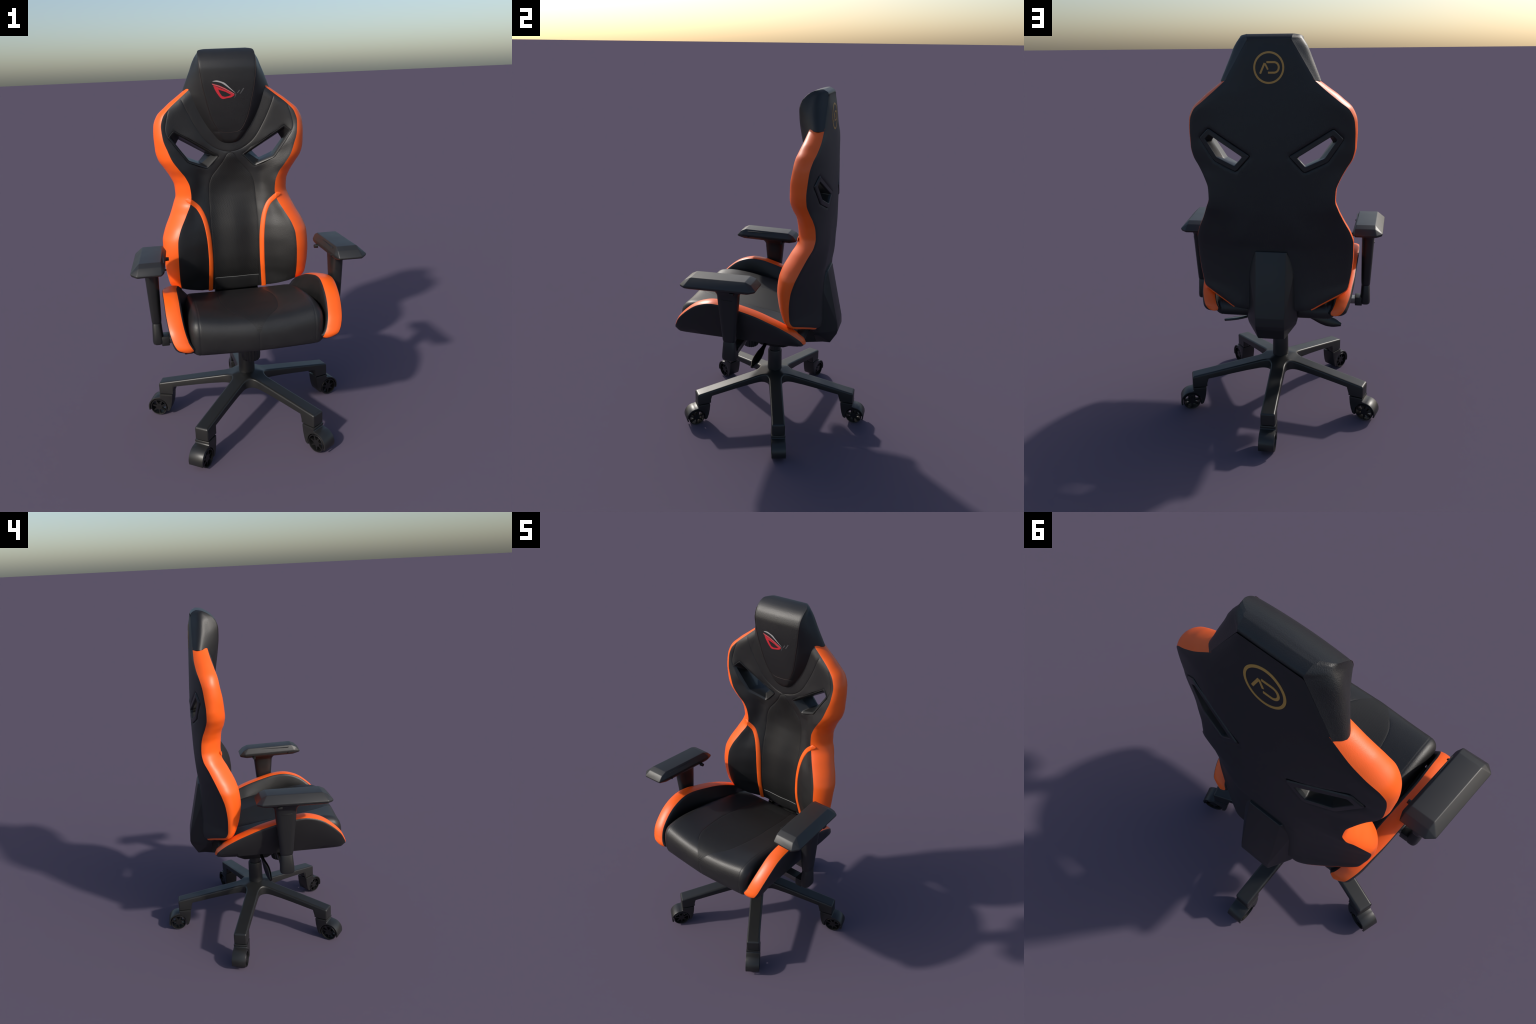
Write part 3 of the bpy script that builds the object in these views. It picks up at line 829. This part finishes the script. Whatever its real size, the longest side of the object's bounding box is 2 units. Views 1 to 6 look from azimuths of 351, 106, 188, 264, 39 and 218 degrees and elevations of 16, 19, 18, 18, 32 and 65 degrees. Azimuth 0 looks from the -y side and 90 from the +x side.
# ================================================================== ARMRESTS
def armrest():
    yaw = lambda y: -.016*(y+.21)/.15*.5
    def P(x, y, z): return (x + yaw(y), y, z)
    top = [P(.4145,-.360,1.047), P(.5155,-.360,1.047), P(.5155,-.062,1.047), P(.4145,-.062,1.047)]
    rim = [P(.398,-.376,1.012), P(.410,-.416,1.002), P(.524,-.420,1.002), P(.557,-.386,1.008),
           P(.557,-.030,1.008), P(.526,-.003,1.004), P(.412,-.003,1.004), P(.398,-.040,1.012)]
    rim2 = [P(.400,-.376,.997), P(.413,-.413,.993), P(.524,-.414,.992), P(.552,-.384,.995),
            P(.552,-.032,.995), P(.524,-.008,.993), P(.414,-.008,.993), P(.400,-.040,.997)]
    bot = [P(.410,-.366,.983), P(.53,-.366,.983), P(.53,-.05,.983), P(.410,-.05,.983)]
    mids = [P(.4125,-.391,1.032), P(.5165,-.391,1.032), P(.5165,-.030,1.033), P(.4125,-.030,1.033)]
    pad = hull("armrest", top+mids+rim+rim2+bot, PAD, bevel=.0035, seg=3, angle=32)
    # recessed groove strip along the inner side
    g = [P(.4025,-.350,1.029), P(.4025,-.072,1.029)]
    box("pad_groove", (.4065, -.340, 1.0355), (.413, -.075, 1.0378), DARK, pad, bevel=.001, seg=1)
    # post
    sec = [(.984,.473,-.166,.047,.090),(.976,.473,-.166,.043,.084),(.962,.473,-.166,.0375,.068),(.950,.473,-.166,.0345,.0615),(.93,.473,-.1658,.034,.0600),
           (.80,.471,-.1645,.0295,.0480),(.69,.469,-.1633,.0255,.0375),(.679,.469,-.163,.0245,.0355),(.674,.469,-.163,.022,.0325)]
    post = loft("arm_post", [superellipse(cx, cy, rx, ry, z, 3.0) for z, cx, cy, rx, ry in sec], SHELL, pad, angle=35)
    sl = [(.676,.469,-.163,.0215,.032),(.671,.469,-.163,.0235,.0345),(.60,.4685,-.164,.0275,.0400),(.578,.4685,-.164,.0285,.0415),(.567,.4685,-.164,.027,.0395),(.562,.4685,-.164,.022,.034)]
    loft("post_sleeve", [superellipse(cx, cy, rx, ry, z, 3.0) for z, cx, cy, rx, ry in sl], SHELL, pad, angle=35)
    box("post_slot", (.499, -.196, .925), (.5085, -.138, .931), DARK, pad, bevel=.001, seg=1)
    # adjuster buttons on the inner side
    for y, z, r, d in ((-.098, .984, .0105, .02), (-.335, .999, .005, .008)):
        bm = bmesh.new()
        bmesh.ops.create_cone(bm, cap_ends=True, segments=18, radius1=r, radius2=r*.85, depth=d,
                              matrix=Matrix.Translation((.396 + yaw(y), y, z)) @ Matrix.Rotation(math.radians(-90), 4, 'Y'))
        from_bm("adjuster_button", bm, DARK, pad)
    box("height_latch", (.520, -.14, .973), (.541, -.115, .986), DARK, pad, bevel=.002)
    # carrier bar to the mechanism
    box("bar_socket", (.412, -.200, .553), (.452, -.130, .603), SHELL, pad, bevel=.004)
    box("carrier_bar", (.09, -.192, .5615), (.420, -.138, .594), METAL, pad, bevel=.003)
    return pad
arm = armrest()
for c in arm.children: c["_ang"] = c.get("_ang", 40)
mirrored_copy(arm)

# ================================================================== MECHANISM, LIFT
HX0, HY0 = 0.0, -.029
hull("tilt_mechanism", [(s*a, y, z) for s in (1, -1) for a, y, z in ((.11,-.16,.605),(.085,-.15,.50),(.11,.10,.605),(.075,.09,.49),(.07,-.10,.465),(.07,.04,.465))], DARK, bevel=.008)
prof = [(.030,.52),(.0345,.50),(.0345,.405)]
lift = revolve("gas_lift", [(.0345,.56),(.0345,.405)], HX0, HY0, SHELL)
revolve("lift_sleeve", [(.033,.416),(.0405,.416),(.0425,.410),(.0435,.34),(.0445,.275)], HX0, HY0, SHELL, lift)
# ribbed tension knob
rings = []
for r, z in ((.050,.56),(.050,.480),(.049,.448),(.046,.431),(.040,.424)):
    rings.append([(.004+(r + .0018*math.cos(18*2*math.pi*k/108))*math.cos(2*math.pi*k/108), -.185+(r + .0018*math.cos(18*2*math.pi*k/108))*math.sin(2*math.pi*k/108), z) for k in range(108)])
loft("tension_knob", rings, SHELL, angle=50)

def lever(name, spine, wdir, widths, thick, mat):
    S = catmull(spine, 6); n = len(S)
    W = np.interp(np.linspace(0, 1, n), np.linspace(0, 1, len(widths)), widths)
    t = np.gradient(S, axis=0); rings = []
    for i in range(n):
        tt = t[i]/np.linalg.norm(t[i]); w = np.array(wdir, float); w -= tt*(w@tt); w /= np.linalg.norm(w)
        nn = np.cross(tt, w)
        ring = []
        for k in range(16):
            a = 2*math.pi*k/16
            ring.append(tuple(S[i] + w*W[i]*math.copysign(abs(math.cos(a))**.7, math.cos(a)) + nn*thick*math.copysign(abs(math.sin(a))**.7, math.sin(a))))
        rings.append(ring)
    return loft(name, rings, mat, angle=50)
lever("paddle_lever", [(.05,-.045,.530),(.13,-.052,.512),(.19,-.062,.490),(.255,-.070,.470),(.330,-.077,.452)], (0, 1, .12),
      [.008,.009,.010,.014,.024,.027,.023,.009], .007, GLOSS)
lv = lever("paddle_lever", [(-.05,-.05,.530),(-.15,-.06,.512),(-.21,-.068,.492),(-.27,-.078,.472),(-.338,-.086,.452)], (-.10, -.30, .95),
      [.008,.010,.012,.018,.026,.030,.026,.010], .007, GLOSS)

# ================================================================== STAR BASE
AZ = [math.radians(a) for a in (36, 108, 180, 252, 324)]
REND = .508
LTOP = pchip([0, .045, .10, .20, .30, .40, .49, .508], [.289, .286, .2715, .2535, .2365, .219, .2035, .200])
LBOT = pchip([0, .05, .10, .20, .30, .428], [.218, .219, .222, .214, .200, .181])
def half_w(r): return np.interp(r, [0, .1, .3, .508], [.041, .0395, .038, .0375])
# plan outline with fillets between the legs
plan = []
for k, az in enumerate(AZ):
    u = np.array([math.sin(az), -math.cos(az)]); v = np.array([-u[1], u[0]])    # v: counter-clockwise
    for r in (.135, .20, .27, .34, .41, .4268, .4282, .47): plan.append(u*r - v*half_w(r))
    e = round_poly(np.array([u*.47 - v*.0375, u*REND - v*.0375, u*REND + v*.0375, u*.47 + v*.0375]), .008, 4)
    plan += [p for p in e if (p@u) > .485]
    for r in (.47, .4282, .4268, .41, .34, .27, .20, .135): plan.append(u*r + v*half_w(r))
    # fillet to the next leg
    az2 = AZ[(k+1) % 5]; u2 = np.array([math.sin(az2), -math.cos(az2)]); v2 = np.array([-u2[1], u2[0]])
    p, q = u*.128 + v*half_w(.128), u2*.128 - v2*half_w(.128)
    m = (u+u2)/np.linalg.norm(u+u2)*(.0405/math.sin(math.radians(36)))
    for t in np.linspace(.0, 1, 11): plan.append((1-t)**2*p + 2*t*(1-t)*m + t*t*q)
plan = np.array(plan)
if sum(plan[i-1][0]*plan[i][1]-plan[i][0]*plan[i-1][1] for i in range(len(plan))) < 0: plan = plan[::-1]
def along(p):
    """radial position along the nearest leg"""
    return max(p @ np.array([math.sin(a), -math.cos(a)]) for a in AZ)
def star_base():
    ins = [offset_poly(plan, d) for d in (0.0, .0012, .0045, .0085)]
    core = ins[-1]
    Vc, Tc, _ = cdt(core, [], [], .014, near=(.004,))
    V = []; F = []
    ra = lambda p: along(p)
    def top(p): 
        return float(LTOP(min(ra(p), REND)))
    def bot(p):
        r = ra(p)
        return .1365 if r > .4275 else float(LBOT(r))
    ring_ids = []
    n = len(plan)
    for ring, dz in ((ins[0], -.0085), (ins[1], -.0045), (ins[2], -.0012)):
        ring_ids.append(len(V)); V += [(p[0], p[1], top(p)+dz) for p in ring]
    base = len(V)
    V += [(p[0], p[1], top(p)) for p in Vc]
    F += [tuple(base+i for i in f) for f in Tc]
    # core boundary indices
    idx = []
    for p in core:
        idx.append(base + int(np.argmin(((Vc-p)**2).sum(1))))
    for a in range(2):
        for i in range(n):
            j = (i+1) % n
            F.append((ring_ids[a]+i, ring_ids[a]+j, ring_ids[a+1]+j, ring_ids[a+1]+i))
    for i in range(n):
        j = (i+1) % n
        F.append((ring_ids[2]+i, ring_ids[2]+j, idx[j], idx[i]))
    # walls and underside
    lo = len(V); V += [(p[0], p[1], bot(p)) for p in plan]
    for i in range(n):
        j = (i+1) % n
        F.append((lo+i, lo+j, ring_ids[0]+j, ring_ids[0]+i))
    Vb, Tb, _ = cdt(plan, [], [], .02, near=(.004,))
    bb = len(V); V += [(p[0], p[1], bot(p)) for p in Vb]
    F += [tuple(bb+i for i in f[::-1]) for f in Tb]
    V = np.array(V) + [HX0, HY0, 0]
    me = bpy.data.meshes.new("star"); me.from_pydata([tuple(v) for v in V], [], [tuple(map(int, f)) for f in F]); me.validate()
    bm = bmesh.new(); bm.from_mesh(me)
    bmesh.ops.remove_doubles(bm, verts=bm.verts, dist=2e-5)
    bmesh.ops.dissolve_degenerate(bm, dist=1e-6, edges=bm.edges)
    bmesh.ops.recalc_face_normals(bm, faces=bm.faces)
    bm.to_mesh(me); bm.free()
    for p in me.polygons: p.use_smooth = True
    me.set_sharp_from_angle(angle=math.radians(38))
    # split into hub and five legs, keeping the whole body's normals
    cn = [tuple(c.vector) for c in me.corner_normals]
    groups = {}
    for p in me.polygons:
        c = np.array([p.center.x-HX0, p.center.y-HY0])
        d = [c @ np.array([math.sin(a), -math.cos(a)]) for a in AZ]; k = int(np.argmax(d))
        groups.setdefault(k if d[k] > .135 else -1, []).append(p)
    hub = None
    for k in sorted(groups):
        vm = {}; vs = []; fs_ = []; nl_ = []
        for p in groups[k]:
            f = []
            for li, vi in zip(p.loop_indices, p.vertices):
                if vi not in vm: vm[vi] = len(vs); vs.append(tuple(me.vertices[vi].co))
                f.append(vm[vi]); nl_.append(cn[li])
            fs_.append(f)
        name = "base_hub" if k < 0 else "base_leg"
        m2 = bpy.data.meshes.new(name); m2.from_pydata(vs, [], fs_)
        m2.materials.append(BASE)
        for p in m2.polygons: p.use_smooth = True
        m2.normals_split_custom_set(nl_)
        ob = bpy.data.objects.new(name, m2); bpy.context.scene.collection.objects.link(ob)
        ob.parent = ROOT
star_base()

# ---- casters: housing over a star-spoked wheel; built once in a local frame (x radial)
WR, WC = .0485, (.5185, .049)       # wheel radius, centre (radial, z)
def caster_meshes():
    # housing profile in the radial/vertical plane
    cxr, czr = WC
    ro = .0605; rin = .0525
    arc = [(cxr+ro*math.cos(a), czr+ro*math.sin(a)) for a in np.radians(np.linspace(88, -18, 26))]
    inn = [(cxr+rin*math.cos(a), czr+rin*math.sin(a)) for a in np.radians(np.linspace(-20, 204, 44))]
    leftside = [(.4615,.026),(.452,.034),(.443,.060),(.437,.090),(.434,.118),(.4335,.1295)]
    prof = [(.4345,.131),(.507,.131),(.5085,.1285),(.5085,.1215),(.5055,.1195),(.5055,.1165),(.509,.1125)] + arc + inn + leftside
    prof = np.array(prof)
    keep = [0]
    for i in range(1, len(prof)):
        if np.linalg.norm(prof[i]-prof[keep[-1]]) > 4e-4: keep.append(i)
    prof = prof[keep]
    hw = .040
    me = bpy.data.meshes.new("caster_housing"); bm = bmesh.new()
    vs = [bm.verts.new((p[0], -hw, p[1])) for p in prof]
    f = bm.faces.new(vs)
    ex = bmesh.ops.extrude_face_region(bm, geom=[f])
    bmesh.ops.translate(bm, verts=[v for v in ex['geom'] if isinstance(v, bmesh.types.BMVert)], vec=(0, 2*hw, 0))
    bmesh.ops.recalc_face_normals(bm, faces=bm.faces)
    caps = [e for e in bm.edges if len(e.link_faces) == 2 and any(len(q.verts) > 10 for q in e.link_faces)]
    bmesh.ops.bevel(bm, geom=caps, offset=.0014, segments=2, affect='EDGES', profile=.5, clamp_overlap=True)
    big = [q for q in bm.faces if len(q.verts) > 10]
    bmesh.ops.triangulate(bm, faces=big)
    bm.to_mesh(me); bm.free()
    me.materials.append(BASE)
    for p in me.polygons: p.use_smooth = True
    me.set_sharp_from_angle(angle=math.radians(30))
    # stem between the leg boss and the housing
    # wheel ring
    wv = []; wf = []
    n = 56; pr = [(.0425,-.0385),(.0465,-.0395),(WR,-.0365),(WR,.0365),(.0465,.0395),(.0425,.0385),(.0415,.030),(.0405,0),(.0415,-.030)]
    for k in range(n):
        a = 2*math.pi*k/n
        for r, y in pr: wv.append((cxr + r*math.cos(a), y, czr + r*math.sin(a)))
    m = len(pr)
    for k in range(n):
        for j in range(m):
            wf.append((k*m+j, k*m+(j+1) % m, ((k+1) % n)*m+(j+1) % m, ((k+1) % n)*m+j))
    w = bpy.data.meshes.new("wheel"); w.from_pydata(wv, [], wf); w.materials.append(TYRE)
    for p in w.polygons: p.use_smooth = True
    w.set_sharp_from_angle(angle=math.radians(30))
    # star spokes on both faces: disc with seven double-ridged arms
    b = bmesh.new()
    for s in (1, -1):
        y0, y1 = s*.033, s*.024
        R = 28
        for yy, rr in ((y0, .0185),):
            pass
        ring0 = [b.verts.new((cxr+.0185*math.cos(2*math.pi*k/R), y0, czr+.0185*math.sin(2*math.pi*k/R))) for k in range(R)]
        ring1 = [b.verts.new((cxr+.0205*math.cos(2*math.pi*k/R), s*.004, czr+.0205*math.sin(2*math.pi*k/R))) for k in range(R)]
        b.faces.new(ring0 if s < 0 else ring0[::-1])
        for k in range(R):
            b.faces.new((ring0[k], ring0[(k+1) % R], ring1[(k+1) % R], ring1[k]))
        for k in range(7):
            a = 2*math.pi*(k+.25)/7
            for da in (-.17, .17):
                # slender tapering bar from hub to rim; the pair meets at the rim like a star point
                ca = a + da
                p0 = np.array([cxr+.0165*math.cos(ca*1), czr+.0165*math.sin(ca)]); p1 = np.array([cxr+.0425*math.cos(a+da*.25), czr+.0425*math.sin(a+da*.25)])
                d = p1-p0; d /= np.linalg.norm(d); q = np.array([-d[1], d[0]])
                vs = []
                for p, wdt, ya, yb_ in ((p0, .0024, s*.0325, s*.020), (p1, .0015, s*.030, s*.018)):
                    for sg in (1, -1):
                        for yv in (ya, yb_): vs.append(b.verts.new((p[0]+q[0]*wdt*sg, yv, p[1]+q[1]*wdt*sg)))
                i = vs
                for fc_ in ((0,1,5,4),(2,6,7,3),(0,4,6,2),(1,3,7,5),(0,2,3,1),(4,5,7,6)):
                    b.faces.new([i[t] for t in fc_])
    bmesh.ops.recalc_face_normals(b, faces=b.faces)
    st = bpy.data.meshes.new("wheel_spokes"); b.to_mesh(st); b.free(); st.materials.append(TYRE)
    for p in st.polygons: p.use_smooth = True
    st.set_sharp_from_angle(angle=math.radians(30))
    return me, w, st
mh, mw, ms = caster_meshes()
mk = bpy.data.meshes.new("caster_stem")
bm = bmesh.new(); bmesh.ops.create_cone(bm, cap_ends=True, segments=24, radius1=.028, radius2=.028, depth=.02, matrix=Matrix.Translation((.470, 0, .134)))
bm.to_mesh(mk); bm.free(); mk.materials.append(DARK)
for az in AZ:
    ob = bpy.data.objects.new("caster", mh)
    bpy.context.scene.collection.objects.link(ob); ob.parent = ROOT
    ob.matrix_local = Matrix.Translation((HX0, HY0, 0)) @ Matrix.Rotation(az - math.pi/2, 4, 'Z')
    for nm, me in (("wheel", mw), ("wheel_spokes", ms), ("caster_stem", mk)):
        c = bpy.data.objects.new(nm, me); bpy.context.scene.collection.objects.link(c); c.parent = ob

for o in bpy.data.objects:
    if "_ang" in o: del o["_ang"]
